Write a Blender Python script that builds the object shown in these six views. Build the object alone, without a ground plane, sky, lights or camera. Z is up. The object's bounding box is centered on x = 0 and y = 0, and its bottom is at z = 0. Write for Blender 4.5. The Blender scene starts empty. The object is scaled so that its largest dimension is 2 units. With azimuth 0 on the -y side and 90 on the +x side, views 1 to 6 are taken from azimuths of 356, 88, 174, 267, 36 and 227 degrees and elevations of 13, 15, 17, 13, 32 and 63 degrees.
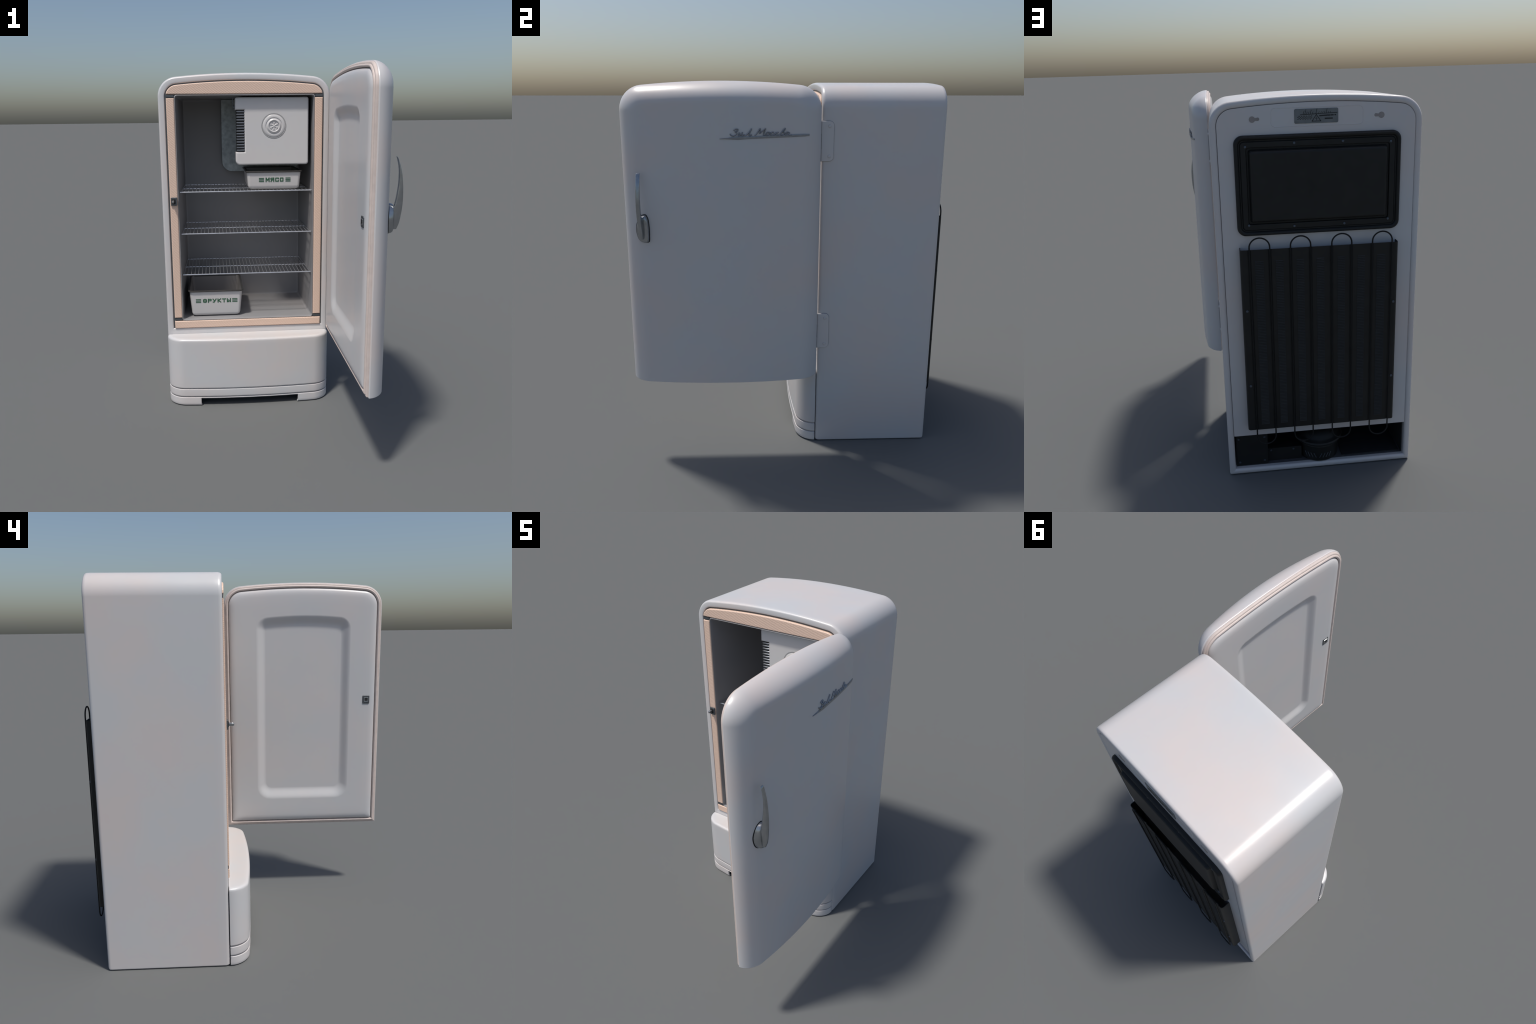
# Vintage refrigerator with an open door, built part by part.
import bpy, bmesh, math, random
from mathutils import Vector, Matrix

rng = random.Random(7)

# ----------------------------------------------------------------- frame
XC, HW = -0.0787, 0.5012          # cabinet centre line and half width
YF, YB = 0.158, 0.789           # cabinet front and rear planes
HT = 2.0                        # total height
CROWN = 0.128                   # sag of the crowned top: z = top - CROWN*u^2
RC = 0.112                      # radius of the cabinet's top corners
RD = 0.122                      # radius of the door's top corners
RB = 0.092                      # how far the bowed front takes to round over
DYC, DHW = -0.3465, 0.4995        # door centre line (along y) and half width
DZ0 = 0.440                     # door lower edge
DX = 0.431                      # door inner plane
BULGE, DSAG = 0.119, 0.185       # depth of the bowed front, its sag factor


# ----------------------------------------------------------------- materials
def new_mat(name):
    m = bpy.data.materials.new(name)
    m.use_nodes = True
    nt = m.node_tree
    b = nt.nodes['Principled BSDF']
    return m, nt, b


def N(nt, kind, **kw):
    n = nt.nodes.new(kind)
    for k, v in kw.items():
        if k in n.inputs:
            n.inputs[k].default_value = v
        else:
            setattr(n, k, v)
    return n


def obj_coord(nt, scale=(1, 1, 1), rot=(0, 0, 0)):
    tc = N(nt, 'ShaderNodeTexCoord')
    mp = N(nt, 'ShaderNodeMapping')
    mp.inputs['Scale'].default_value = scale
    mp.inputs['Rotation'].default_value = rot
    nt.links.new(tc.outputs['Object'], mp.inputs['Vector'])
    return mp.outputs['Vector']


def ramp(nt, fac, stops):
    r = N(nt, 'ShaderNodeValToRGB')
    cr = r.color_ramp
    while len(cr.elements) < len(stops):
        cr.elements.new(0.5)
    for e, (p, c) in zip(cr.elements, stops):
        e.position = p
        e.color = (*c, 1)
    nt.links.new(fac, r.inputs['Fac'])
    return r.outputs['Color']


def enamel(name, warm, cool, rough=0.3, spec=0.5):
    """Stove enamel: broad warm / cool clouds, slightly uneven gloss."""
    m, nt, b = new_mat(name)
    v = obj_coord(nt)
    n1 = N(nt, 'ShaderNodeTexNoise', Scale=2.6, Detail=3.0, Roughness=0.5)
    nt.links.new(v, n1.inputs['Vector'])
    col = ramp(nt, n1.outputs['Fac'], [(0.34, cool), (0.66, warm)])
    nt.links.new(col, b.inputs['Base Color'])
    n3 = N(nt, 'ShaderNodeTexNoise', Scale=9.0, Detail=1.0)
    nt.links.new(v, n3.inputs['Vector'])
    r2 = N(nt, 'ShaderNodeMapRange')
    r2.inputs['To Min'].default_value = rough - .05
    r2.inputs['To Max'].default_value = rough + .05
    nt.links.new(n3.outputs['Fac'], r2.inputs['Value'])
    nt.links.new(r2.outputs['Result'], b.inputs['Roughness'])
    b.inputs['Specular IOR Level'].default_value = spec
    return m


def plain(name, col, rough=0.5, metal=0.0, var=0.12, scale=30.0, bump=0.0, spec=0.5):
    m, nt, b = new_mat(name)
    v = obj_coord(nt)
    n = N(nt, 'ShaderNodeTexNoise', Scale=scale, Detail=3.0)
    nt.links.new(v, n.inputs['Vector'])
    lo = tuple(c * (1 - var) for c in col)
    hi = tuple(min(1, c * (1 + var)) for c in col)
    nt.links.new(ramp(nt, n.outputs['Fac'], [(0.3, lo), (0.7, hi)]), b.inputs['Base Color'])
    b.inputs['Roughness'].default_value = rough
    b.inputs['Metallic'].default_value = metal
    b.inputs['Specular IOR Level'].default_value = spec
    if bump:
        bp = N(nt, 'ShaderNodeBump', Strength=bump, Distance=0.003)
        nt.links.new(n.outputs['Fac'], bp.inputs['Height'])
        nt.links.new(bp.outputs['Normal'], b.inputs['Normal'])
    return m


def ribbed_peach():
    """Peach moulding with a fine diagonal ribbing."""
    m, nt, b = new_mat('peach_moulding')
    v = obj_coord(nt, rot=(0, math.radians(28), 0))
    w = N(nt, 'ShaderNodeTexWave', Scale=38.0, Distortion=2.0, Detail=1.0)
    w.bands_direction = 'Z'
    nt.links.new(v, w.inputs['Vector'])
    nt.links.new(ramp(nt, w.outputs['Fac'], [(0.0, (.70, .505, .398)), (1.0, (.78, .58, .465))]),
                 b.inputs['Base Color'])
    bp = N(nt, 'ShaderNodeBump', Strength=0.13, Distance=0.003)
    nt.links.new(w.outputs['Fac'], bp.inputs['Height'])
    nt.links.new(bp.outputs['Normal'], b.inputs['Normal'])
    b.inputs['Roughness'].default_value = 0.5
    return m


def galvanised():
    m, nt, b = new_mat('galvanised_sheet')
    v = obj_coord(nt)
    n = N(nt, 'ShaderNodeTexNoise', Scale=38.0, Detail=4.0, Roughness=0.6)
    nt.links.new(v, n.inputs['Vector'])
    nt.links.new(ramp(nt, n.outputs['Fac'], [(0.3, (.27, .30, .31)), (0.7, (.46, .50, .51))]), b.inputs['Base Color'])
    b.inputs['Metallic'].default_value = 0.5
    b.inputs['Roughness'].default_value = 0.45
    return m


M_WHITE = enamel('white_enamel', (.640, .582, .562), (.588, .590, .598), rough=0.33, spec=0.8)
M_LINER = enamel('liner_enamel', (.60, .57, .565), (.56, .565, .575), rough=0.33)
M_INNER = enamel('inner_wall_enamel', (.285, .272, .272), (.262, .262, .27), rough=0.45)  # white liner greyed down part way toward the interior's baked shade
M_TRAY = enamel('tray_enamel', (.635, .60, .585), (.60, .595, .595), rough=0.3)
M_INSIDE = enamel('tray_inside_darker', (.26, .24, .23), (.23, .225, .22), rough=0.35)  # darker, browner tone than the tray outside, used on the inner faces of the pans
M_PEACH = ribbed_peach()
M_GASKET = plain('pink_rubber', (.60, .515, .475), 0.5, var=.05)
M_CHROME = plain('chromed_metal', (.38, .395, .41), 0.22, metal=0.9, var=.1)
M_GRILLE = plain('grille_metal', (.20, .21, .23), 0.3, metal=0.8, var=.05)
M_LOGO = plain('badge_metal', (.30, .315, .34), 0.32, metal=0.7, var=.1)
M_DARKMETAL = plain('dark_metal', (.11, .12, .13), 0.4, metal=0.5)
M_BLACK = plain('black_paint', (.013, .0135, .0132), 0.5, var=.2, scale=12, spec=0.35)
M_BLACKGROOVE = plain('black_rubber', (.007, .0075, .008), 0.6, spec=0.3)
M_GREYSLAT = plain('grey_slat', (.034, .0335, .032), 0.6, spec=0.25)
M_SCREW = plain('screw_metal', (.10, .12, .15), 0.35, metal=0.7)
M_COPPER = plain('copper', (.42, .13, .05), 0.35, metal=0.8)
M_WIRE = plain('shelf_wire_metal', (.66, .67, .69), 0.3, metal=0.85)
M_GALV = galvanised()
M_RIM = plain('dark_rim', (.045, .043, .042), 0.35)
M_GREEN = plain('green_print', (.035, .115, .06), 0.45)
M_PLATE = plain('label_plate', (.17, .185, .19), 0.45, metal=0.2)
M_INK = plain('label_ink', (.02, .022, .024), 0.5)
M_BEIGE = plain('beige_slot', (.30, .27, .255), 0.6)
M_FLOOR = plain('compartment_grey', (.09, .09, .095), 0.6)  # whitish bay floor coloured dark grey for the shadow under the rear panel
M_HINGE_SHADOW = plain('hinge_shadow_grey', (.20, .205, .215), 0.6)
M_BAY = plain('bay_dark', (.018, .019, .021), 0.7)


# ----------------------------------------------------------------- mesh tools
def finish(me, angle=35):
    me.validate()
    me.update()
    for p in me.polygons:
        p.use_smooth = True
    me.set_sharp_from_angle(angle=math.radians(angle))
    return me


def make(name, verts, faces, mat, parent=None, angle=35, recalc=True):
    me = bpy.data.meshes.new(name)
    me.from_pydata([tuple(v) for v in verts], [], faces)
    me.validate()
    bm = bmesh.new()
    bm.from_mesh(me)
    bmesh.ops.remove_doubles(bm, verts=bm.verts, dist=1e-5)
    if recalc:
        bmesh.ops.recalc_face_normals(bm, faces=bm.faces)
    bm.to_mesh(me)
    bm.free()
    finish(me, angle)
    me.materials.append(mat)
    o = bpy.data.objects.new(name, me)
    bpy.context.scene.collection.objects.link(o)
    wn = o.modifiers.new('flat_faces', 'WEIGHTED_NORMAL')
    wn.keep_sharp = True
    if parent:
        o.parent = parent
    return o


def link_copy(src, name, loc, parent, rot=None):
    o = src.copy()
    o.name = name
    o.location = loc
    if rot:
        o.rotation_euler = rot
    o.parent = parent
    bpy.context.scene.collection.objects.link(o)
    return o


def loft(rings, closed=True, cap0=False, cap1=False):
    n = len(rings[0])
    V, F = [], []
    for r in rings:
        V += r
    for i in range(len(rings) - 1):
        for j in range(n if closed else n - 1):
            k = (j + 1) % n
            F.append((i * n + j, i * n + k, (i + 1) * n + k, (i + 1) * n + j))
    if cap0:
        F.append(tuple(range(n)))
    if cap1:
        F.append(tuple((len(rings) - 1) * n + j for j in range(n)))
    return V, F


def merge(parts):
    V, F = [], []
    for v, f in parts:
        b = len(V)
        V += list(v)
        F += [tuple(i + b for i in q) for q in f]
    return V, F


def arch(hw, z0, zt, k=CROWN, R=RC, r0=0.004, ns=14, na=12, nc=28, nb=20):
    """Closed outline (u, z): flat bottom, straight sides, round shoulders, crowned top."""
    R = max(R, 0.0008)
    r0 = max(r0, 0.0008)
    th = 0.0
    for _ in range(4):
        xt = hw - R + R * math.sin(th)
        th = math.atan(2 * k * xt)
    cz = zt - k * xt * xt - R * math.cos(th)
    half = []
    for i in range(nb // 2):
        half.append(((hw - r0) * i / (nb // 2), z0))
    for i in range(6):
        a = -math.pi / 2 + (math.pi / 2) * i / 5
        half.append((hw - r0 + r0 * math.cos(a), z0 + r0 + r0 * math.sin(a)))
    zs = z0 + r0
    for i in range(1, ns):
        half.append((hw, zs + (cz - zs) * i / ns))
    for i in range(na + 1):
        a = (math.pi / 2 - th) * i / na
        half.append((hw - R + R * math.cos(a), cz + R * math.sin(a)))
    for i in range(1, nc // 2 + 1):
        u = xt * (1 - i / (nc // 2))
        half.append((u, zt - k * u * u))
    left = [(-u, z) for (u, z) in reversed(half[1:-1])]
    return half + left


def slab(poly, to3d, depth, bevel=0.003, seg=3):
    """Prism from a 2D polygon; to3d(a, b, h) places it; front edge rounded. Returns (V, F)."""
    bm = bmesh.new()
    vs = [bm.verts.new((a, b, 0)) for a, b in poly]
    f = bm.faces.new(vs)
    f.normal_update()
    if f.normal.z < 0:
        f.normal_flip()
    r = bmesh.ops.extrude_face_region(bm, geom=[f])
    top = [g for g in r['geom'] if isinstance(g, bmesh.types.BMVert)]
    bmesh.ops.translate(bm, verts=top, vec=(0, 0, depth))
    if bevel:
        tv = set(top)
        es = [e for e in bm.edges if e.verts[0] in tv and e.verts[1] in tv]
        bmesh.ops.bevel(bm, geom=es, offset=bevel, segments=seg, profile=0.5, affect='EDGES')
    bm.verts.index_update()
    V = [to3d(*v.co) for v in bm.verts]
    F = [tuple(v.index for v in f.verts) for f in bm.faces]
    bm.free()
    return V, F


def box(x0, x1, y0, y1, z0, z1, bevel=0.002, seg=2):
    bm = bmesh.new()
    bmesh.ops.create_cube(bm, size=1)
    for v in bm.verts:
        v.co = ((x0 + x1) / 2 + v.co.x * (x1 - x0), (y0 + y1) / 2 + v.co.y * (y1 - y0),
                (z0 + z1) / 2 + v.co.z * (z1 - z0))
    if bevel:
        bmesh.ops.bevel(bm, geom=bm.edges[:], offset=bevel, segments=seg, profile=0.5, affect='EDGES')
    bm.verts.index_update()
    V = [tuple(v.co) for v in bm.verts]
    F = [tuple(v.index for v in f.verts) for f in bm.faces]
    bm.free()
    return V, F


def rrect(a0, a1, b0, b1, r, n=6):
    """Rounded rectangle; r is one radius or four (a1b0, a1b1, a0b1, a0b0)."""
    rs = r if isinstance(r, (tuple, list)) else (r,) * 4
    out = []
    cs = [(a1 - rs[0], b0 + rs[0], -90), (a1 - rs[1], b1 - rs[1], 0), (a0 + rs[2], b1 - rs[2], 90), (a0 + rs[3], b0 + rs[3], 180)]
    for (ca, cb, s), rr in zip(cs, rs):
        for i in range(n + 1):
            t = math.radians(s + 90 * i / n)
            out.append((ca + rr * math.cos(t), cb + rr * math.sin(t)))
    return out


def spline(pts, per=8):
    """Catmull-Rom through control points."""
    P = [Vector(p) for p in pts]
    P = [2 * P[0] - P[1]] + P + [2 * P[-1] - P[-2]]
    out = []
    for i in range(1, len(P) - 2):
        for j in range(per):
            t = j / per
            a, b, c, d = P[i - 1], P[i], P[i + 1], P[i + 2]
            out.append(0.5 * ((2 * b) + (c - a) * t + (2 * a - 5 * b + 4 * c - d) * t * t
                              + (3 * b - a - 3 * c + d) * t ** 3))
    out.append(P[-2])
    return out


def tube(path, r, n=8, caps=True):
    P = [Vector(p) for p in path]
    rad = r if callable(r) else (lambda t: r)
    rings, up = [], None
    for i, p in enumerate(P):
        t = (P[min(i + 1, len(P) - 1)] - P[max(i - 1, 0)]).normalized()
        if up is None:
            up = Vector((0, 0, 1)) if abs(t.z) < 0.9 else Vector((1, 0, 0))
        s = t.cross(up).normalized()
        up = s.cross(t).normalized()
        q = rad(i / max(1, len(P) - 1))
        rings.append([tuple(p + q * (math.cos(2 * math.pi * k / n) * s + math.sin(2 * math.pi * k / n) * up))
                      for k in range(n)])
    return loft(rings, True, caps, caps)


def lathe(profile, centre, axis='z', n=48):
    """profile: (radius, height) pairs."""
    rings = []
    for r, h in profile:
        ring = []
        for k in range(n):
            a = 2 * math.pi * k / n
            c, s = r * math.cos(a), r * math.sin(a)
            if axis == 'z':
                ring.append((centre[0] + c, centre[1] + s, centre[2] + h))
            elif axis == 'y':
                ring.append((centre[0] + c, centre[1] + h, centre[2] + s))
            else:
                ring.append((centre[0] + h, centre[1] + c, centre[2] + s))
        rings.append(ring)
    return loft(rings, True, True, True)


# ----------------------------------------------------------------- root
root = bpy.data.objects.new('refrigerator', None)
bpy.context.scene.collection.objects.link(root)
root['label'] = 'vintage white enamel refrigerator with its rounded door standing open'
root['category'] = 'refrigerator'


# ----------------------------------------------------------------- cabinet
def cab_ring(d, y, z0=None, zt=None):
    o = arch(HW - d, d if z0 is None else z0, HT - d, R=RC - d, r0=0.008 if d < .006 else 0.003)
    return [(XC + u, y, z) for u, z in o]


cab_profile = [(.034, .30), (.034, .778), (.032, .784), (.027, .7885), (.020, .790), (.012, .7895),
               (.005, .7865), (.001, .781), (0, .772), (0, .62), (0, .40), (0, .200), (0, .176), (.002, .167), (.006, .1605),
               (.012, .158)]
rings = [cab_ring(d, y) for d, y in cab_profile]
rings += [cab_ring(.030, YF, .462), cab_ring(.036, YF + .002, .468), cab_ring(.039, YF + .007, .471),
          cab_ring(.040, YF + .02, .472)]
V, F = loft(rings, True, False, False)
cabinet = make('cabinet', V, F, M_WHITE, root, 40)

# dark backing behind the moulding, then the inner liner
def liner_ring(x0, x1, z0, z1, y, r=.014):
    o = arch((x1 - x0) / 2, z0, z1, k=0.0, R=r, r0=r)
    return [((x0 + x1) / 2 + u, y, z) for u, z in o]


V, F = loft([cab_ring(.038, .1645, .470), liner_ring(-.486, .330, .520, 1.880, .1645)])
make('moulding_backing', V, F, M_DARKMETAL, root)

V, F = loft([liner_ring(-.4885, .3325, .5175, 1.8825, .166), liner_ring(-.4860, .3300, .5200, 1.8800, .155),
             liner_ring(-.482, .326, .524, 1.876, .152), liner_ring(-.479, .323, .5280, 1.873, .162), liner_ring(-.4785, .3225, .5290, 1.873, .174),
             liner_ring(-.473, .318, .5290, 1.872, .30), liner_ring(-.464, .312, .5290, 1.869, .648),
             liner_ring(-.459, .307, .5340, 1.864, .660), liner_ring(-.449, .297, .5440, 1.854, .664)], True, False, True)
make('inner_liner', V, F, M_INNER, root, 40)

# peach mouldings round the opening
def front(yb):
    return lambda a, b, h: (a, yb - h, b)


o = arch(HW - .0445, .471, HT - .0465, R=RC - .044, r0=.002)
top = [(XC + u, z) for u, z in o if z > 1.884]
zt_l = 1.8815
top = sorted([p for p in top if p[0] > XC], key=lambda p: (p[1], -p[0])) + \
    sorted([p for p in top if p[0] <= XC], key=lambda p: (-p[1], -p[0]))
xr = max(p[0] for p in top)
top = [(2 * XC - xr, zt_l), (xr, zt_l)] + top
V, F = slab(top, front(.166), .0160, .006, 4)
make('moulding', V, F, M_PEACH, root)
for (a0, a1, b0, b1) in ((-.5325, -.4865, .541, 1.860), (.3305, .3765, .541, 1.860), (-.5325, .3765, .473, .5195)):
    V, F = slab([(a0, b0), (a1, b0), (a1, b1), (a0, b1)], front(.166), .0160, .006, 4)
    make('moulding', V, F, M_PEACH, root)
for cx in (-.5095, .3535):
    for cz in (.530, 1.871):
        V, F = box(cx - .022, cx + .022, .1535, .166, cz - .0075, cz + .0075, .002)
        make('moulding_clip', V, F, M_DARKMETAL, root)


# ----------------------------------------------------------------- plinth
def bow(u, d_edge, bulge=BULGE, sag=DSAG, rb=RB):
    """Depth of the bowed front at offset u; d_edge = distance from the side edge."""
    t = min(max(d_edge, 0) / rb, 1)
    return math.sqrt(max(0, 1 - (1 - t) ** 2)) * (bulge - sag * u * u)


NOTCH = 0.303
us = []
for i in range(15):                       # round corner, then crowned front
    a = math.pi / 2 * i / 14
    us.append(-HW + .10 * (1 - math.cos(a)))
us += [-HW + .10 + (HW - .10 - NOTCH) * i / 5 for i in range(1, 5)]
us += [-NOTCH] + [-NOTCH + .004, -NOTCH + .010]
us += [-NOTCH + .01 + (2 * NOTCH - .02) * i / 24 for i in range(1, 24)]
us += [NOTCH - .010, NOTCH - .004, NOTCH] + [-u for u in reversed(us[:19])]
rows = [(0.0, .007), (.003, .003), (.008, .0005), (.02, 0), (.050, 0), (.0525, .001), (.0530, .012), (.0600, .012), (.0605, .001), (.065, 0),
        (.085, 0), (.1045, 0), (.1065, .001), (.1070, .012), (.1140, .012), (.1145, .001), (.119, 0), (.18, 0), (.26, 0), (.34, 0), (.40, 0), (.417, 0),
        (.424, .001), (.429, .004), (.4325, .010), (.434, .018), (.434, .03)]


def plinth_pt(u, z, inset):
    s = (HW - inset) / HW
    dep = bow(u, HW - abs(u), .123, .120, .10)
    y = (YF - .004) - dep
    if abs(u) < HW - .10:
        y += inset
    else:                                # fade the inset round the corner
        y += inset * min(1, dep / (.125 - .120 * u * u))
    return (XC + u * s, min(y, YF - .002), z)


V, F = [], []
nu = len(us)
for z, ins in rows:
    V += [plinth_pt(u, z, ins) for u in us]
for i in range(len(rows) - 1):
    for j in range(nu - 1):
        um = (us[j] + us[j + 1]) / 2
        if abs(um) < NOTCH and rows[i + 1][0] <= .0505:
            continue
        if abs(um) > NOTCH - .010 and abs(um) < NOTCH and rows[i][0] < .05:
            continue
        F.append((i * nu + j, i * nu + j + 1, (i + 1) * nu + j + 1, (i + 1) * nu + j))
base = len(V)                            # flat top running back to the cabinet
last = (len(rows) - 1) * nu
V += [(V[last + j][0], YF - .002, .434) for j in range(nu)]
for j in range(nu - 1):
    F.append((last + j, last + j + 1, base + j + 1, base + j))
plinth = make('plinth', V, F, M_WHITE, root, 40)
# thin sheet: give it depth
sol = plinth.modifiers.new('sheet', 'SOLIDIFY')
sol.thickness = 0.010
sol.offset = -1 if sum(p.normal.y for p in plinth.data.polygons) < 0 else 1
dg = bpy.context.evaluated_depsgraph_get()
me2 = bpy.data.meshes.new_from_object(plinth.evaluated_get(dg))
plinth.modifiers.remove(plinth.modifiers['sheet'])
plinth.data = finish(me2, 40)
V, F = box(XC - .46, XC + .46, .10, .158, .02, .07, .002)
make('plinth_notch_dark_block', V, F, M_BAY, root)


# ----------------------------------------------------------------- door
def door_x(y, z):
    """Outer surface of the door at (y, z)."""
    u = y - DYC
    d = min(DHW - abs(u), HT - CROWN * u * u - z)
    cu, cz = DHW - RD, HT - .018 - RD
    if abs(u) > cu and z > cz:
        d = min(d, RD - math.hypot(abs(u) - cu, z - cz))
    w = min(1.0, max(0.0, (z - cz) / RD)) ** 1.5
    return DX + bow(u, d * (1 - .22 * w))


def door_ring(d, x=None, z0=None, r0=.003):
    o = arch(DHW - d, DZ0 if z0 is None else z0, HT - d, R=RD - d, r0=r0)
    out = []
    cz = HT - .018 - RD
    for u, z in o:
        w = min(1.0, max(0.0, (z - cz) / RD)) ** 1.5         # the top rounds over more slowly
        xx = x if x is not None else DX + bow(u, d * (1 - .22 * w))
        out.append((xx, DYC + u, z))
    return out


rings = [door_ring(.040, DX + .0005, DZ0 + .040), door_ring(.006, DX - .0005, DZ0 + .004), door_ring(.002, DX + .001, DZ0 + .001), door_ring(0, DX + .005)]
ds = [RB * (1 - math.cos(math.pi / 2 * i / 16)) for i in range(1, 17)]
ds = [d for d in ds if bow(0, d) > .006]
rings += [door_ring(d, None, DZ0 + .0) for d in ds]
rings += [door_ring(RB + .012 * i) for i in (1, 2, 3)]
rings += [door_ring(RB + .036 + (DHW - RB - .040) * i / 11) for i in range(1, 12)]
for k, r in enumerate(rings):             # soften the lower front arris
    pass
V, F = loft(rings, True, True, True)
# close the underside: the bottom edge of every ring lies on z = DZ0, so bevel by lifting the front-most millimetres
door = make('door', V, F, M_WHITE, root, 40)

# gasket
gp = [(.005, .431), (.005, .424), (.008, .4195), (.012, .4185), (.0155, .4185), (.0165, .4165), (.0185, .4125), (.023, .4105),
      (.0275, .4125), (.031, .418), (.032, .431)]
V, F = loft([door_ring(d, x, DZ0 + d) for d, x in gp])
make('gasket', V, F, M_GASKET, door, 50)


# pressed inner panel with recess
def rec_ring(t, x):
    """t = 0 outer border of the recess, 1 its floor."""
    a = lambda p, q: p + (q - p) * t
    o = arch(a(.300, .238), a(.622, .698), a(1.806, 1.748), k=a(.22, .26), R=a(.075, .022), r0=a(.085, .035))
    return [(x, -.3475 + u, z) for u, z in o]


XF = .4015                                # face of the inner panel
DEP = .022
lp = [(.033, .431), (.0335, .422), (.036, .4155), (.041, .410), (.050, .4055), (.062, .4030), (.078, XF), (.12, XF - .0003)]
rings = [door_ring(d, x, DZ0 + d, r0=max(.003, min(.02, d - .03))) for d, x in lp]
for i in range(0, 13):
    t = i / 12
    s = t * t * (3 - 2 * t)
    rings.append(rec_ring(t, XF + DEP * s))
V, F = loft(rings, True, False, True)
make('door_liner', V, F, M_LINER, door, 60)

# lock keeper on the inner panel
V, F = slab(rrect(-.776, -.731, 1.247, 1.300, .006), lambda a, b, h: (XF + .001 - h, a, b), .005, .003)
lock = make('lock_plate', V, F, M_DARKMETAL, door)
V, F = loft([[(XF - .0045 - x, a, b) for a, b in rrect(-.7535 - w, -.7535 + w, 1.2735 - w, 1.2735 + w, .003)]
             for w, x in ((.0155, -.001), (.0145, .0015), (.0115, .002), (.0095, .001))], True)
make('lock_bezel', V, F, M_CHROME, lock)
V, F = box(XF - .0046, XF - .0035, -.7630, -.7440, 1.264, 1.283, .0002, 1)
make('lock_hole', V, F, M_BAY, lock)

# ---- handle
ht = []
hz = [1.236, 1.248, 1.267, 1.30, 1.335, 1.365, 1.40, 1.45, 1.51, 1.555, 1.566]
outer = [.5595, .5645, .571, .5765, .5805, .5822, .5822, .5795, .5705, .556, .5495]
inner = [.532, .532, .533, .536, .540, .5475, .5535, .5595, .5598, .5520, .5470]
yc_ = [-.7480, -.7490, -.7505, -.7530, -.7550, -.7560, -.7565, -.7560, -.7545, -.7525, -.7515]
hwd = [.0078, .0085, .0092, .0098, .0104, .0106, .0106, .0104, .0102, .0100, .0088]
ctrl = [(o_, i_, y_, w_) for o_, i_, y_, w_ in zip(outer, inner, yc_, hwd)]
A = spline([(o_, i_, z) for o_, i_, z in zip(outer, inner, hz)], 6)
B = spline([(y_, w_, z) for y_, w_, z in zip(yc_, hwd, hz)], 6)
rings = []
for pa, pb in zip(A, B):
    xo, xi, z = pa
    yy, w = pb[0], pb[1]
    cx, rx = (xo + xi) / 2, (xo - xi) / 2
    ring = []
    for k in range(20):
        a = 2 * math.pi * k / 20
        c, s = math.cos(a), math.sin(a)
        e = 0.62                             # squarish section
        ring.append((cx + rx * math.copysign(abs(c) ** e, c), yy + w * math.copysign(abs(s) ** e, s), z + .35 * (xo - cx) * 0))
    rings.append(ring)
V, F = loft(rings, True, True, True)
handle = make('handle', V, F, M_CHROME, door, 50)
# escutcheon: a tall rounded dome
es_poly = [(-.744, 1.2165), (-.726, 1.2165), (-.7185, 1.224), (-.7165, 1.25), (-.7165, 1.29), (-.7190, 1.325), (-.7255, 1.345), (-.733, 1.3525), (-.745, 1.351),
           (-.758, 1.342), (-.770, 1.320), (-.7775, 1.29), (-.7765, 1.262), (-.769, 1.235), (-.757, 1.221)]
cen = (-.744, 1.285)
es = spline([(a, b, 0) for a, b in es_poly + es_poly[:1]], 4)[:-1]
rings = []
for s, h in ((1.06, -.004), (1.05, .004), (1.0, .014), (.94, .0215), (.84, .0245), (.64, .0260), (.35, .0260)):
    ring = []
    for p in es:
        a, b = cen[0] + (p[0] - cen[0]) * s, cen[1] + (p[1] - cen[1]) * (s if s < 1 else 1 + (s - 1) * .5)
        ring.append((door_x(a, b) + h, a, b))
    rings.append(ring)
V, F = loft(rings, True, False, True)
make('handle_plate', V, F, M_CHROME, handle, 50)
rings = []
for s, h in ((1.16, -.003), (1.14, .002), (1.04, .003)):
    rings.append([(door_x(cen[0] + (p[0] - cen[0]) * s, p[1]) + h, cen[0] + (p[0] - cen[0]) * s, cen[1] + (p[1] - cen[1]) * (1 + (s - 1) * .45)) for p in es])
V, F = loft(rings, True)
make('handle_dark_outline', V, F, M_BLACKGROOVE, handle, 50)


# ---- script badge on the door front: strokes of handwriting over a tapered bar
def on_door(a, b, lift=.002):
    return (door_x(a, b) + lift, a, b)


BX, BZ = -.300, 1.7440                     # start of the handwriting, its base line
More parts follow.
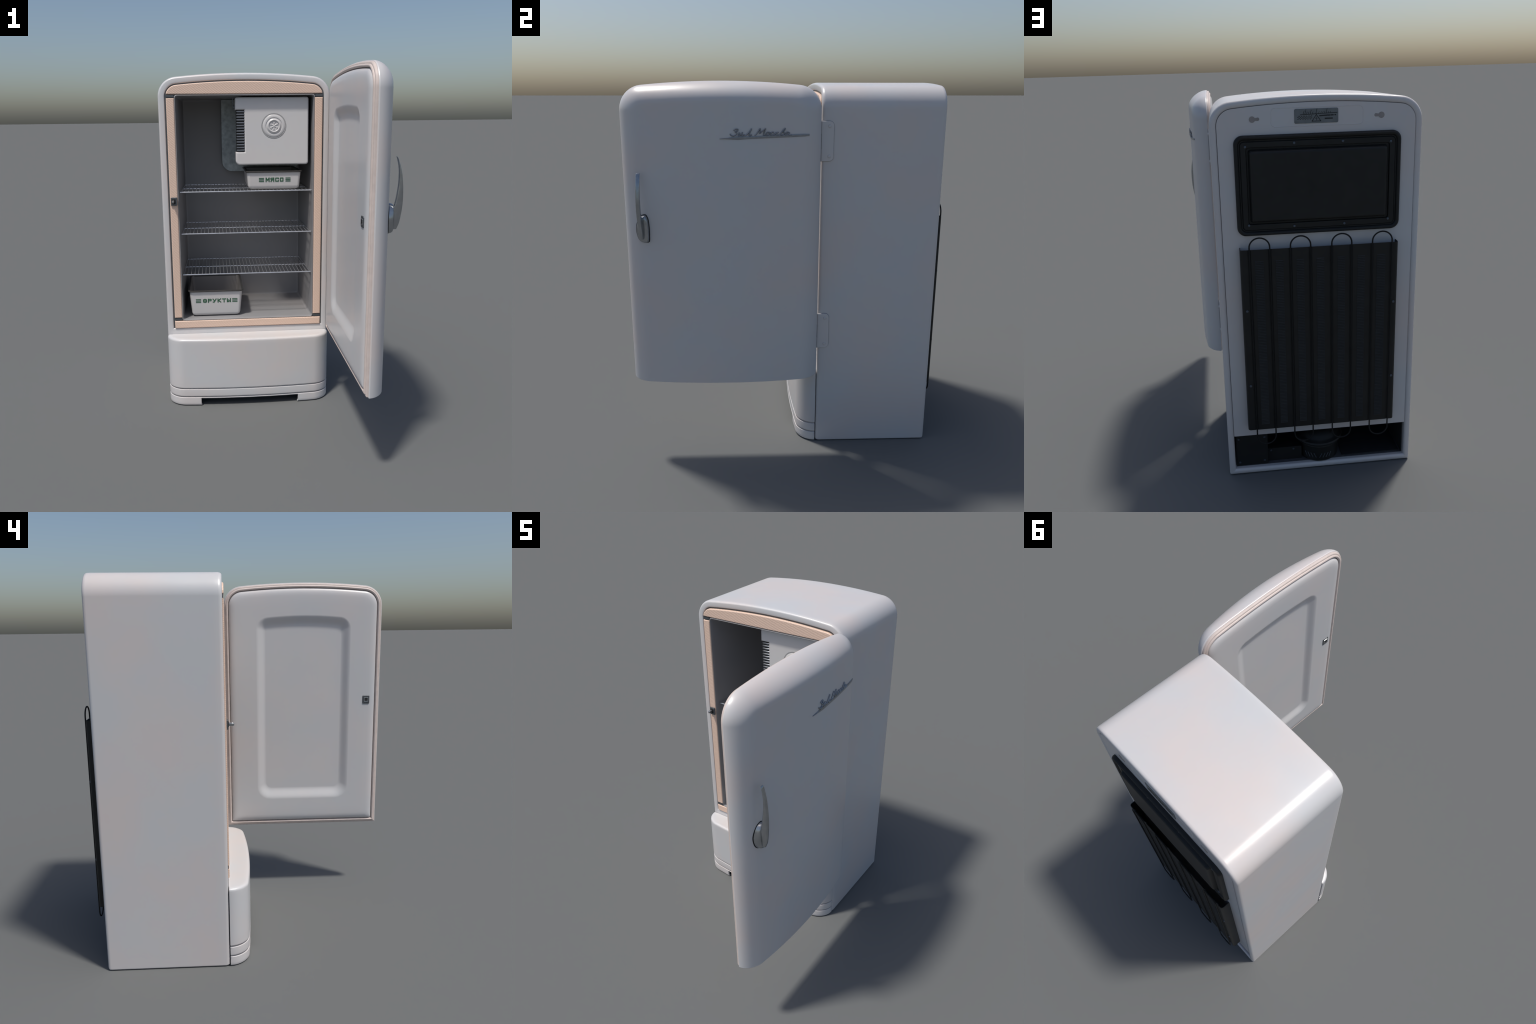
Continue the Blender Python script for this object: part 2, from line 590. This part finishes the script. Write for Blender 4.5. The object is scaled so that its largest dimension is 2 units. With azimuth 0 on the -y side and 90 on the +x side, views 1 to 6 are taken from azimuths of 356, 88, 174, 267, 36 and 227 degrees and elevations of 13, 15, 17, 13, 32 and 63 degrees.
# every stroke: list of (along, up) in units of the x-height (17 mm), slanted afterwards
STROKES = [
    [(.3, 1.45), (.8, 1.85), (1.35, 1.75), (1.35, 1.3), (.85, 1.05), (1.3, .85), (1.35, .3), (.8, -.05), (.15, .1), (-.2, .5)],
    [(2.0, .9), (1.95, .2), (2.25, .0), (2.7, .75), (2.75, .95), (2.7, .2), (3.0, 0), (3.3, .3)],
    [(3.3, .3), (3.65, .0), (4.15, .6), (4.55, 1.5), (4.7, 1.95), (4.6, 1.0), (4.6, .1), (4.95, .0), (5.3, .3)],
    [(6.0, .05), (6.35, .4), (6.75, 1.9), (6.95, 1.5), (7.1, .6), (7.6, 1.2), (8.15, 1.95), (8.15, .9), (8.2, .15), (8.6, .1)],
    [(9.35, .85), (8.95, .9), (8.75, .4), (9.0, 0), (9.4, .15), (9.5, .6), (9.3, .9), (9.75, .75)],
    [(10.55, .85), (10.15, .95), (9.9, .45), (10.1, .02), (10.6, .15), (10.85, .5)],
    [(11.15, .95), (11.0, .45), (10.95, .0), (11.1, .45), (11.7, .95), (11.25, .5), (11.55, .0), (12.0, .2)],
    [(12.3, .1), (12.55, 1.1), (12.95, 1.95), (13.1, 1.65), (12.75, 1.0), (13.15, .85), (13.2, .3), (12.85, .0), (12.45, .15)],
    [(14.3, .8), (13.85, .9), (13.6, .4), (13.85, .0), (14.3, .4), (14.5, .85), (14.4, .2), (14.8, .05), (15.3, .2)]]
parts = []
for st in STROKES:
    pts = [on_door(BX + (a + .32 * b) * .0194, BZ + b * .0168, .003) for a, b in st]
    parts.append(tube(spline(pts, 6), .0030, 6))
V, F = merge(parts)
badge = make('script_badge', V, F, M_LOGO, door, 60)
rings = []
for i in range(41):
    t = i / 40
    a = -.352 + .438 * t
    zc = 1.7285 + .0160 * t
    half = .0008 + .0058 * min(1, t * 5) if t < .97 else .005
    if .08 < t < .30:
        half += .0018 * math.sin((t - .08) / .22 * math.pi)
    rings.append([on_door(a, zc - half, -.001), on_door(a, zc - half * .8, .003), on_door(a, zc + half * .5, .0045), on_door(a, zc + half, .003), on_door(a, zc + half, -.001)])
V, F = loft(rings, True, True, True)
make('badge_bar', V, F, M_LOGO, badge, 40)


# ----------------------------------------------------------------- screws (shared meshes)
def screw_mesh(r, axis):
    V, F = lathe([(r, 0), (r, r * .25), (r * .86, r * .5), (r * .5, r * .62), (r * .12, r * .62)], (0, 0, 0), axis, 14)
    c = r * .63
    b1 = box(-r * .62, r * .62, -r * .13, r * .13, c - .0006, c + r * .05, 0)
    b2 = box(-r * .13, r * .13, -r * .62, r * .62, c - .0006, c + r * .06, 0)
    if axis == 'y':
        sw = lambda v: (v[0], v[2], v[1])
    elif axis == 'x':
        sw = lambda v: (v[2], v[0], v[1])
    else:
        sw = lambda v: v
    return merge([(V, F), ([sw(v) for v in b1[0]], b1[1]), ([sw(v) for v in b2[0]], b2[1])])


def screws(name, r, axis, places, mat, parent):
    V, F = screw_mesh(r, axis)
    first = make(name, V, F, mat, parent)
    first.location = places[0]
    for i, p in enumerate(places[1:]):
        rot = [0, 0, 0]
        rot['xyz'.index(axis)] = rng.uniform(0, 1.5)
        link_copy(first, name, p, parent, rot)
    return first


# ----------------------------------------------------------------- hinges
for z0, z1 in ((1.607, 1.807), (.583, .782)):
    SX = XC + HW
    poly = rrect(.154, .218, z0, z1, (.022, .022, .002, .002))
    V, F = slab(poly, lambda a, b, h: (SX - .003 + h, a, b), .0115, .0025)
    hg = make('hinge', V, F, M_WHITE, root, 35)
    V, F = slab(rrect(.1525, .2195, z0 - .0015, z1 + .0015, (.0235, .0235, .003, .003)), lambda a, b, h: (SX - .003 + h, a, b), .0050, .001)
    make('hinge_shadow_outline', V, F, M_HINGE_SHADOW, hg, 35)  # oversized grey plate draws the occlusion line round the hinge
    zc = (z0 + z1) / 2
    V, F = tube([(SX + .002, .1525, zc - .038), (SX + .002, .1525, zc + .038)], .0065, 12)
    make('hinge_pin', V, F, M_DARKMETAL, hg)
    V, F = box(SX - .006, SX + .0030, .147, .156, z0 + .004, z1 - .004, .002)
    make('hinge_knuckle', V, F, M_WHITE, hg)
    screws('hinge_screw', .0085, 'x', [(SX + .0080, .196, z0 + .025), (SX + .0080, .196, z1 - .025)], M_WHITE, hg)

# ----------------------------------------------------------------- strike on the frame
V, F = slab(rrect(-.527, -.489, 1.2425, 1.291, .004), front(.148), .0075, .0025)
strike = make('strike_plate', V, F, M_DARKMETAL, root)
V, F = slab(rrect(-.521, -.499, 1.2545, 1.281, .002), front(.1415), .0035, .001)
make('strike_well', V, F, M_BLACKGROOVE, strike)
bolt = [(a, b) for a, b in rrect(-.520, -.504, 1.259, 1.276, .004)]
rings = [[(-.512 + (a + .512) * s, y, 1.2675 + (b - 1.2675) * s) for a, b in bolt] for y, s in ((.145, 1), (.126, 1), (.118, .92), (.112, .6))]
V, F = loft(rings, True, False, True)
make('strike_bolt', V, F, M_CHROME, strike, 45)


# ----------------------------------------------------------------- shelves
def wire_shelf(z, half_w=.397, y0=.184, ym=.400, y1=.618):
    xc = -.0765
    hb = .386
    rods = [tube([(xc - half_w, y0, 0), (xc + half_w, y0, 0)], .0042, 8),
            tube([(xc - half_w + .004, ym, -.003), (xc + half_w - .004, ym, -.003)], .003, 8),
            tube([(xc - hb, y1, -.001), (xc + hb, y1, -.001)], .0026, 8),
            tube([(xc - half_w + .006, y0, 0), (xc - hb + .002, y1, -.001)], .0026, 8),
            tube([(xc + half_w - .006, y0, 0), (xc + hb - .002, y1, -.001)], .0026, 8)]
    V, F = merge(rods)
    sh = make('shelf', V, F, M_WIRE, root)
    sh.location = (0, 0, z)
    return sh


shelf_list = [wire_shelf(z) for z in (1.3165, 1.0622, .8070)]
V, F = tube([(0, .1835, 0), (0, .618, 0)], .0022, 6)
first_wire = None
for sh in shelf_list:
    for i in range(1, 35):
        x = -.0765 - .391 + .782 * i / 35
        if first_wire is None:
            first_wire = make('shelf_wire', V, F, M_WIRE, sh)
            first_wire.location = (x, 0, .0030)
        else:
            link_copy(first_wire, 'shelf_wire', (x, 0, .0030), sh)

# ----------------------------------------------------------------- freezer compartment
fx0, fx1, fz0, fz1 = -.136, .2995, 1.472, 1.8655
vx, vz0, vz1 = -.0825, 1.549, 1.7925
R = .020
pts = rrect(fx0, fx1, fz0, fz1, (.016, .014, .014, .026), 6)
right = pts[:14]
left_t = pts[14:21]
left_b = pts[21:]
poly = right + left_t + [(fx0, vz1), (vx, vz1), (vx, vz0), (fx0, vz0)] + left_b
V, F = slab(poly, front(.232), .046, .010, 4)
freezer = make('freezer_front', V, F, M_TRAY, root, 40)
V, F = box(fx0 + .006, vx + .002, .200, .230, vz0 - .002, vz1 + .002, .001)
grille = make('grille_back', V, F, M_BLACKGROOVE, freezer)
nb = 15
V, F = tube([(fx0 + .0105, .1985, 0), (fx0 + .012, .1935, 0), (fx0 + .018, .192, 0), (vx - .006, .192, 0), (vx - .001, .1935, 0), (vx - .0005, .1985, 0)], .0058, 10)
first = None
for i in range(nb):
    z = vz0 + .010 + (vz1 - vz0 - .020) * i / (nb - 1)
    if first is None:
        first = make('grille_bar', V, F, M_GRILLE, freezer)
        first.location = (0, 0, z)
    else:
        link_copy(first, 'grille_bar', (0, 0, z), freezer)
# round emblem
ec = (.0925, .186, 1.699)
V, F = lathe([(.0715, .002), (.0710, -.0015), (.0690, -.0015), (.0680, .0005), (.064, -.003), (.056, -.005), (.050, -.0045), (.047, -.001), (.043, -.002), (.039, -.0075),
              (.034, -.0095), (.031, -.008), (.029, -.003), (.004, -.003)], ec, 'y', 56)
emblem = make('emblem', V, F, M_TRAY, freezer, 40)
parts = []
for k in range(6):
    a = math.pi / 3 * k + math.pi / 6
    ca, sa = math.cos(a), math.sin(a)
    yy = ec[1] - .004
    P = lambda r, t: (ec[0] + r * ca - t * sa, yy, ec[2] + r * sa + t * ca)
    parts += [tube([P(0, 0), P(.027, 0)], .0026, 6), tube([P(.015, 0), P(.023, .008)], .002, 6), tube([P(.015, 0), P(.023, -.008)], .002, 6)]
V, F = merge(parts)
make('snowflake', V, F, M_TRAY, emblem)
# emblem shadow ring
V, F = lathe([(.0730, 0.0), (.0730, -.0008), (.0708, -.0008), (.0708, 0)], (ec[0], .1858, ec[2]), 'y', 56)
make('emblem_shadow_ring', V, F, M_DARKMETAL, emblem)

# evaporator: galvanised plate with round lower corners near the back wall, finned box in front of it
ev = rrect(-.212, .300, 1.404, 1.866, (.065, .01, .01, .065), 8)
cxz = (.0425, 1.645)
ringf = lambda s, y: [(cxz[0] + (a - cxz[0]) * s, y, cxz[1] + (b - cxz[1]) * s) for a, b in ev]
V, F = loft([ringf(.99, .618), ringf(1, .615), ringf(1, .601), ringf(.994, .598), ringf(.975, .599)], True, True, True)
evaporator = make('evaporator', V, F, M_GALV, root, 35)
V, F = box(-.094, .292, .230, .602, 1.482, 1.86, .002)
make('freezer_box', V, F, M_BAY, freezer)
V, F = box(-.106, -.0945, -.021, .021, 1.484, 1.858, .003)
first = make('freezer_fin', V, F, M_TRAY, freezer)
first.location = (0, .275, 0)
for i in range(1, 5):
    link_copy(first, 'freezer_fin', (0, .275 + .068 * i, 0), freezer)
V, F = merge([tube([(-.1455, .214, 1.8085), (-.128, .214, 1.8085)], .009, 12), box(-.150, -.1455, .21, .218, 1.82, 1.864, .001)])
make('freezer_hinge', V, F, M_DARKMETAL, freezer)


# ----------------------------------------------------------------- enamel trays
def tray(name, x0, x1, y0, y1, z0, z1, taper, r):
    """Open pan with rolled dark rim."""
    def ring(d, z, rr):
        return [(a, b, z) for a, b in rrect(x0 + d, x1 - d, y0 + d, y1 - d, rr, 6)]
    H = z1 - z0
    prof = [(taper + .030, z0), (taper + .018, z0 + .0025), (taper + .008, z0 + .008), (taper + .003, z0 + .015), (taper, z0 + .025)]
    prof += [(taper * (1 - t) + .003 * t, z0 + .025 + (H - .025) * t) for t in (.5, 1)]
    V, F = loft([ring(d, z, max(.004, r - d * .3)) for d, z in prof], True, True, False)
    t = make(name, V, F, M_TRAY, root, 45)
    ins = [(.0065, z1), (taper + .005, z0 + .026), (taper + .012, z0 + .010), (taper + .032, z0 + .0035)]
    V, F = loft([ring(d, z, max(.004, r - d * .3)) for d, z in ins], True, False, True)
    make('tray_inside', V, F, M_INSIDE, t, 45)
    rp = [(.0035, -.004), (-.001, -.005), (-.0045, -.002), (-.0045, .002), (-.001, .0045), (.0055, .0045), (.0075, .001), (.0065, -.006), (.0035, -.004)]
    V, F = loft([ring(d, z1 + h, max(.004, r - d)) for d, h in rp], True)
    make('tray_rim', V, F, M_RIM, t, 45)
    return t


meat = tray('tray', -.0745, .2590, .186, .575, 1.3225, 1.4305, .010, .020)
fruit = tray('tray', -.4425, -.1070, .181, .575, .5305, .6985, .016, .022)

# block lettering: unit cell 1 x 1, bars (a0, b0, a1, b1) of given width
GLYPH = {
    'M': [(.1, 0, .1, 1), (.9, 0, .9, 1), (.1, 1, .5, .35), (.9, 1, .5, .35)],
    'YA': [(.88, 0, .88, 1), (.2, .92, .8, .92), (.14, .62, .14, .88), (.2, .5, .8, .5), (.5, .5, .14, 0)],
    'S': [(.15, .1, .15, .9), (.2, .92, .88, .92), (.2, .08, .88, .08), (.88, .72, .88, .9), (.88, .1, .88, .28)],
    'O': [(.15, .1, .15, .9), (.85, .1, .85, .9), (.2, .92, .8, .92), (.2, .08, .8, .08)],
    'F': [(.5, -.02, .5, 1.02), (.1, .2, .1, .8), (.9, .2, .9, .8), (.14, .85, .86, .85), (.14, .15, .86, .15)],
    'R': [(.15, 0, .15, 1), (.2, .92, .8, .92), (.85, .58, .85, .88), (.2, .48, .8, .48)],
    'U': [(.08, 1, .48, .42), (.92, 1, .34, 0), (.1, .07, .34, .07)],
    'K': [(.15, 0, .15, 1), (.25, .5, .9, 1), (.25, .5, .9, 0)],
    'T': [(.05, .92, .95, .92), (.5, 0, .5, .92)],
    'Y': [(.1, 0, .1, 1), (.15, .55, .5, .55), (.15, .08, .5, .08), (.58, .12, .58, .5), (.92, 0, .92, 1)]}


def bar2d(a0, b0, a1, b1, w):
    d = Vector((a1 - a0, b1 - b0))
    n = Vector((-d.y, d.x)).normalized() * w / 2
    e = d.normalized() * w * .35
    p, q = Vector((a0, b0)) - e, Vector((a1, b1)) + e
    return [tuple(p + n), tuple(p - n), tuple(q - n), tuple(q + n)]


def lettering(word, x0, x1, z0, z1, y_at, parent, stripes):
    parts = []
    step = (x1 - x0) / len(word)
    k = 0
    for i, g in enumerate(word):
        for (a0, b0, a1, b1) in GLYPH[g]:
            w = step * .80
            A0, A1 = x0 + i * step + a0 * w, x0 + i * step + a1 * w
            B0, B1 = z0 + b0 * (z1 - z0), z0 + b1 * (z1 - z0)
            k += 1
            lift = .0006 + .00003 * (k % 7)
            parts.append(slab(bar2d(A0, B0, A1, B1, .0062), lambda a, b, h: (a, y_at(b) - h, b), lift, 0))
    for s0, s1 in stripes:
        for j in range(3):
            zz = z0 + (z1 - z0) * (.08 + .42 * j)
            parts.append(slab(bar2d(s0, zz, s1, zz, .0052), lambda a, b, h: (a, y_at(b) - h, b), .0008, 0))
    V, F = merge(parts)
    return make('lettering', V, F, M_GREEN, parent)


# front walls slope slightly: y as a function of height
ym = lambda z: .186 + .010 - .007 * (z - 1.342) / (1.4295 - 1.342) - .0002
yf = lambda z: .181 + .016 - .013 * (z - .5555) / (.6985 - .5555) - .0002
lettering(['M', 'YA', 'S', 'O'], .0425, .156, 1.371, 1.393, ym, meat, [(.003, .030), (.164, .191)])
lettering(['F', 'R', 'U', 'K', 'T', 'Y'], -.356, -.177, .6230, .6455, yf, fruit, [(-.399, -.370), (-.172, -.143)])

# ----------------------------------------------------------------- rear panel
YP = .7875
o_top = arch(HW - .0345, .2405, HT - .0345, R=RC - .034, r0=.002)
V, F = loft([[(XC + u, y, z) for u, z in o_top] for y in (.770, YP)], True, True, True)
rear = make('rear_panel', V, F, M_WHITE, root, 30)

# embossed label field, key slots
ring = lambda ins, y: [(a, y, b) for a, b in rrect(-.296 + ins, .139 - ins, 1.857 + ins, 1.945 - ins, .022 - ins, 6)]
V, F = loft([ring(0, YP - .0005), ring(.0012, YP + .0012), ring(.0028, YP + .0012), ring(.004, YP - .0005)], True)
make('emboss_line', V, F, M_WHITE, rear, 60)
for sx, x in ((1, .2235), (-1, -.3805)):
    big = [(x + .0145 * math.cos(a), 1.896 + .0145 * math.sin(a)) for a in [math.radians(25 + 310 * i / 18) for i in range(19)]]
    small = [(x + .026 + .0075 * math.cos(a), 1.897 + .0075 * math.sin(a)) for a in [math.radians(-80 + 160 * i / 8) for i in range(9)]]
    poly = big + small
    if sx > 0:                           # slot points towards the middle
        poly = [(2 * x - a, b) for a, b in poly]
    V, F = slab(poly, lambda a, b, h: (a, YP - .0005 + h, b), .0015, 0)
    make('key_slot', V, F, M_BEIGE, rear)

# rating plate with its marks
px0, px1, pz0, pz1 = -.176, .029, 1.870, 1.936
V, F = slab(rrect(px0, px1, pz0, pz1, .007), lambda a, b, h: (a, YP - .001 + h, b), .004, .0015)
plate = make('rating_plate', V, F, M_PLATE, rear)
pw = lambda s, t: (px1 - s * (px1 - px0), pz0 + t * (pz1 - pz0))       # s runs left to right as seen from behind
YI = YP + .0031


def ink_bar(s0, t0, s1, t1, w, h=.0006):
    a, b = pw(s0, t0), pw(s1, t1)
    return slab(bar2d(*a, *b, w), lambda p, q, hh: (p, YI - .0003 + hh, q), h, 0)


parts = [ink_bar(.14, .60, .97, .68, .0034, .0007)]
for s, t in ((.20, .86), (.24, .93), (.36, .90), (.49, .97), (.72, .95)):
    parts.append(ink_bar(s, .66, s + .025, t, .0026))
for s in (.28, .32, .41, .55, .60, .64, .68, .77, .81):
    parts.append(ink_bar(s, .66, s + .015, .78, .0022))
for i in range(12):                       # chequer block
    for j in range(4):
        if (i + j) % 2 == 0:
            parts.append(ink_bar(.075 + .028 * i, .30 + .066 * j, .089 + .028 * i, .30 + .066 * j, .0036))
for a, b in (((.40, .14), (.50, .58)), ((.50, .58), (.60, .14)), ((.60, .14), (.40, .14))):
    parts.append(ink_bar(*a, *b, .0034, .0007))
parts += [ink_bar(.50, .42, .485, .30, .0026), ink_bar(.485, .30, .515, .30, .0024, .0007), ink_bar(.515, .30, .50, .2, .0024)]
for i, s in enumerate((.575, .61, .645, .68, .715, .75, .785, .83, .865, .92)):
    parts.append(ink_bar(s, .50 + .003 * i, s + .02, .50 + .003 * i, .0058))
for s in (.70, .735, .77, .805, .845):
    parts.append(ink_bar(s, .30, s + .02, .30, .0062))
V, F = merge(parts)
make('plate_print', V, F, M_INK, plate)

# black service cover, stepped
cx0, cx1, cz0, cz1 = -.476, .315, 1.350, 1.826
prof = [(0, YP - .002), (.0, YP + .010), (.003, YP + .017), (.008, YP + .0215), (.014, YP + .0215), (.019, YP + .0175), (.022, YP + .0105), (.0265, YP + .0100), (.031, YP + .0150),
        (.053, YP + .0155), (.0555, YP + .0140), (.0575, YP + .006), (.065, YP + .006), (.068, YP + .017), (.071, YP + .027), (.0745, YP + .0315), (.079, YP + .0335), (.085, YP + .0338)]
rings = []
for ins, y in prof:
    rings.append([(a, y, b) for a, b in rrect(cx0 + ins, cx1 - ins, cz0 + ins, cz1 - ins, max(.012, .042 - ins * .8), 8)])
V, F = loft(rings, True, False, True)
cover = make('service_cover', V, F, M_BLACK, rear, 40)
screws('cover_screw', .0065, 'y', [(x, YP + .0150, z) for x, z in
       ((.262, 1.775), (.034, 1.785), (-.195, 1.785), (-.424, 1.775), (.259, 1.403), (.041, 1.390), (-.203, 1.390), (-.418, 1.402))], M_SCREW, cover)

# ----------------------------------------------------------------- condenser
kx0, kx1, kz0, kz1 = -.466, .311, .304, 1.291
YK = .8385                                 # outer face
xs_t = [.266, .1675, .0675, -.0305, -.1335, -.2315, -.334, -.4315]


def cond_y(x):
    """Face height across the sheet: flanged ends, shallow channels under the tubes."""
    y = YK
    for t in xs_t:
        d = abs(x - t)
        if d < .009:
            y -= .0028 * (1 + math.cos(math.pi * d / .009)) / 2
    return y


prof = []
for i in range(7):                         # rounded left flange
    a = math.pi / 2 * i / 6
    prof.append((kx0 + .014 * (1 - math.cos(a)), YK - .014 + .014 * math.sin(a)))
prof = [(kx0 + .012, .779), (kx0 + .004, .780), (kx0, .785)] + prof
xs = sorted(set([round(kx0 + .016 + (kx1 - kx0 - .032) * i / 60, 5) for i in range(61)] +
                [round(t + .009 * j / 4, 5) for t in xs_t for j in range(-4, 5)]))
rprof = [(kx0 + kx1 - x, y) for x, y in reversed(prof)]
sheet = prof + [(x, cond_y(x)) for x in xs] + rprof
th = .0025


def sheet_ring(z, inset=0):
    nn = len(sheet)
    outer = [(x, y, z) for x, y in sheet]
    inner_ = []
    for i, (x, y) in enumerate(sheet):
        a, b = sheet[max(i - 1, 0)], sheet[min(i + 1, nn - 1)]
        t = Vector((b[0] - a[0], b[1] - a[1])).normalized()
        inner_.append((x + t.y * th, y - t.x * th, z))
    return outer + inner_[::-1]


V, F = loft([sheet_ring(kz0), sheet_ring(kz0 + .005), sheet_ring(kz1 - .005), sheet_ring(kz1)], True, True, True)
condenser = make('condenser', V, F, M_BLACK, root, 40)
# serpentine tube
YT = .8452
loops = [(.266, .1675), (.0675, -.0305), (-.1335, -.2315), (-.334, -.4315)]
for a, b in loops:
    c, r = (a + b) / 2, abs(a - b) / 2
    ru = r * .95
    path = [(a, YT, .75)] + [(a, YT, 1.00), (a, YT, 1.20)]
    path += [(c + r * math.cos(math.pi * i / 16), YT, 1.304 + ru * math.sin(math.pi * i / 16)) for i in range(17)]
    path += [(b, YT, 1.20), (b, YT, 1.0), (b, YT, .5)]
    path += [(c - r * math.cos(math.pi * i / 16), YT, .2665 - ru * math.sin(math.pi * i / 16)) for i in range(17)]
    path += [(a, YT, .5), (a, YT, .7499)]
    V, F = tube(path, .0038, 8)
    make('condenser_tube', V, F, M_BLACKGROOVE, condenser, 50)
# louvre strips
parts, lips = [], []
for i, x in enumerate((.2195, .1215, .020, -.0785, -.1815, -.2805, -.3805)):
    w = .021 if i in (0, 6) else .0185
    n = 106
    for j in range(n):
        z = .335 + (1.236 - .335) * j / n
        V0 = [(x - w, YK - .0005, z), (x + w, YK - .0005, z), (x + w, YK - .0005, z + .0062), (x - w, YK - .0005, z + .0062),
              (x - w, YK + .0034, z + .0014), (x + w, YK + .0034, z + .0014), (x + w, YK + .0008, z + .0056), (x - w, YK + .0008, z + .0056)]
        parts.append((V0, [(0, 1, 5, 4), (1, 2, 6, 5), (2, 3, 7, 6), (3, 0, 4, 7), (4, 5, 6, 7)]))
V, F = merge(parts)
lv = make('louvre_slats', V, F, M_GREYSLAT, condenser, 30)
lv['kind'] = 'stuff'
screws('condenser_screw', .0072, 'y', [(.288, YK - .001, .978), (-.447, YK - .001, .979), (.288, YK - .001, .564), (-.447, YK - .001, .563)], M_SCREW, condenser)

# ----------------------------------------------------------------- machine bay
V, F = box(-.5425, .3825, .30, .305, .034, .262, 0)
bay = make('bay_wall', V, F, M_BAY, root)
V, F = box(-.5425, .3825, .305, .764, .0342, .0362, 0)
make('bay_floor', V, F, M_FLOOR, bay)
V, F = box(-.530, -.205, .33, .755, .037, .043, .002)
make('bay_mat', V, F, M_BAY, bay)
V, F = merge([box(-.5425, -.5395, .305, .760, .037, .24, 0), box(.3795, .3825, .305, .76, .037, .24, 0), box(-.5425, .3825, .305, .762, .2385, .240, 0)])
make('bay_dark_sides', V, F, M_BAY, bay)
# compressor: pot with stepped flange and dome
V, F = lathe([(.10, .0), (.106, .004), (.108, .012), (.108, .082), (.112, .088), (.112, .094), (.109, .098), (.120, .104), (.129, .111), (.131, .119), (.127, .127), (.114, .132),
              (.106, .138), (.100, .150), (.082, .168), (.05, .18), (.01, .183)], (-.084, .682, .0362), 'z', 56)
comp = make('compressor', V, F, M_BLACK, bay, 40)
parts = []
for k in range(8):
    m = -1 if k < 4 else 1
    a0 = math.radians(90 + 6 + (k - 4) * 9.5 - 12)
    a1 = a0 + math.radians(7) * m
    pth = []
    for t in range(5):
        a = a0 + (a1 - a0) * t / 4
        z = .062 + .026 * t / 4
        pth.append((-.084 + .1085 * math.cos(a), .682 + .1085 * math.sin(a), .0 + z))
    parts.append(tube(pth, .0022, 6))
V, F = merge(parts)
make('compressor_vent', V, F, M_SCREW, comp)
# electrical box
V, F = box(.2085, .3790, .60, .766, .038, .2375, .003)
ebox = make('electrical_box', V, F, M_BLACK, bay)
screws('box_screw', .0065, 'y', [(.366, .7655, .205), (.226, .7655, .208), (.364, .7655, .060), (.229, .7655, .062)], M_SCREW, ebox)
V, F = merge([box(.02, .2075, .738, .742, .037, .112, .001), box(.02, .2075, .70, .742, .112, .115, .0008)])
br = make('bracket', V, F, M_BLACK, bay)
screws('bracket_screw', .006, 'y', [(.190, .7415, .103), (.066, .7415, .101)], M_SCREW, br)
# back plate and copper pipe
V, F = box(-.46, -.19, .44, .452, .125, .2375, .002)
make('bay_plate', V, F, M_FLOOR, bay)
V, F = tube(spline([(-.19, .60, .178), (-.25, .61, .178), (-.31, .615, .178), (-.345, .618, .181), (-.36, .62, .192), (-.364, .62, .21), (-.364, .62, .237)], 8), .0052, 10)
make('copper_pipe', V, F, M_COPPER, bay)
V, F = tube([(-.20, .66, .185), (-.25, .62, .215), (-.26, .60, .237)], .006, 10)
make('suction_pipe', V, F, M_BLACK, bay)
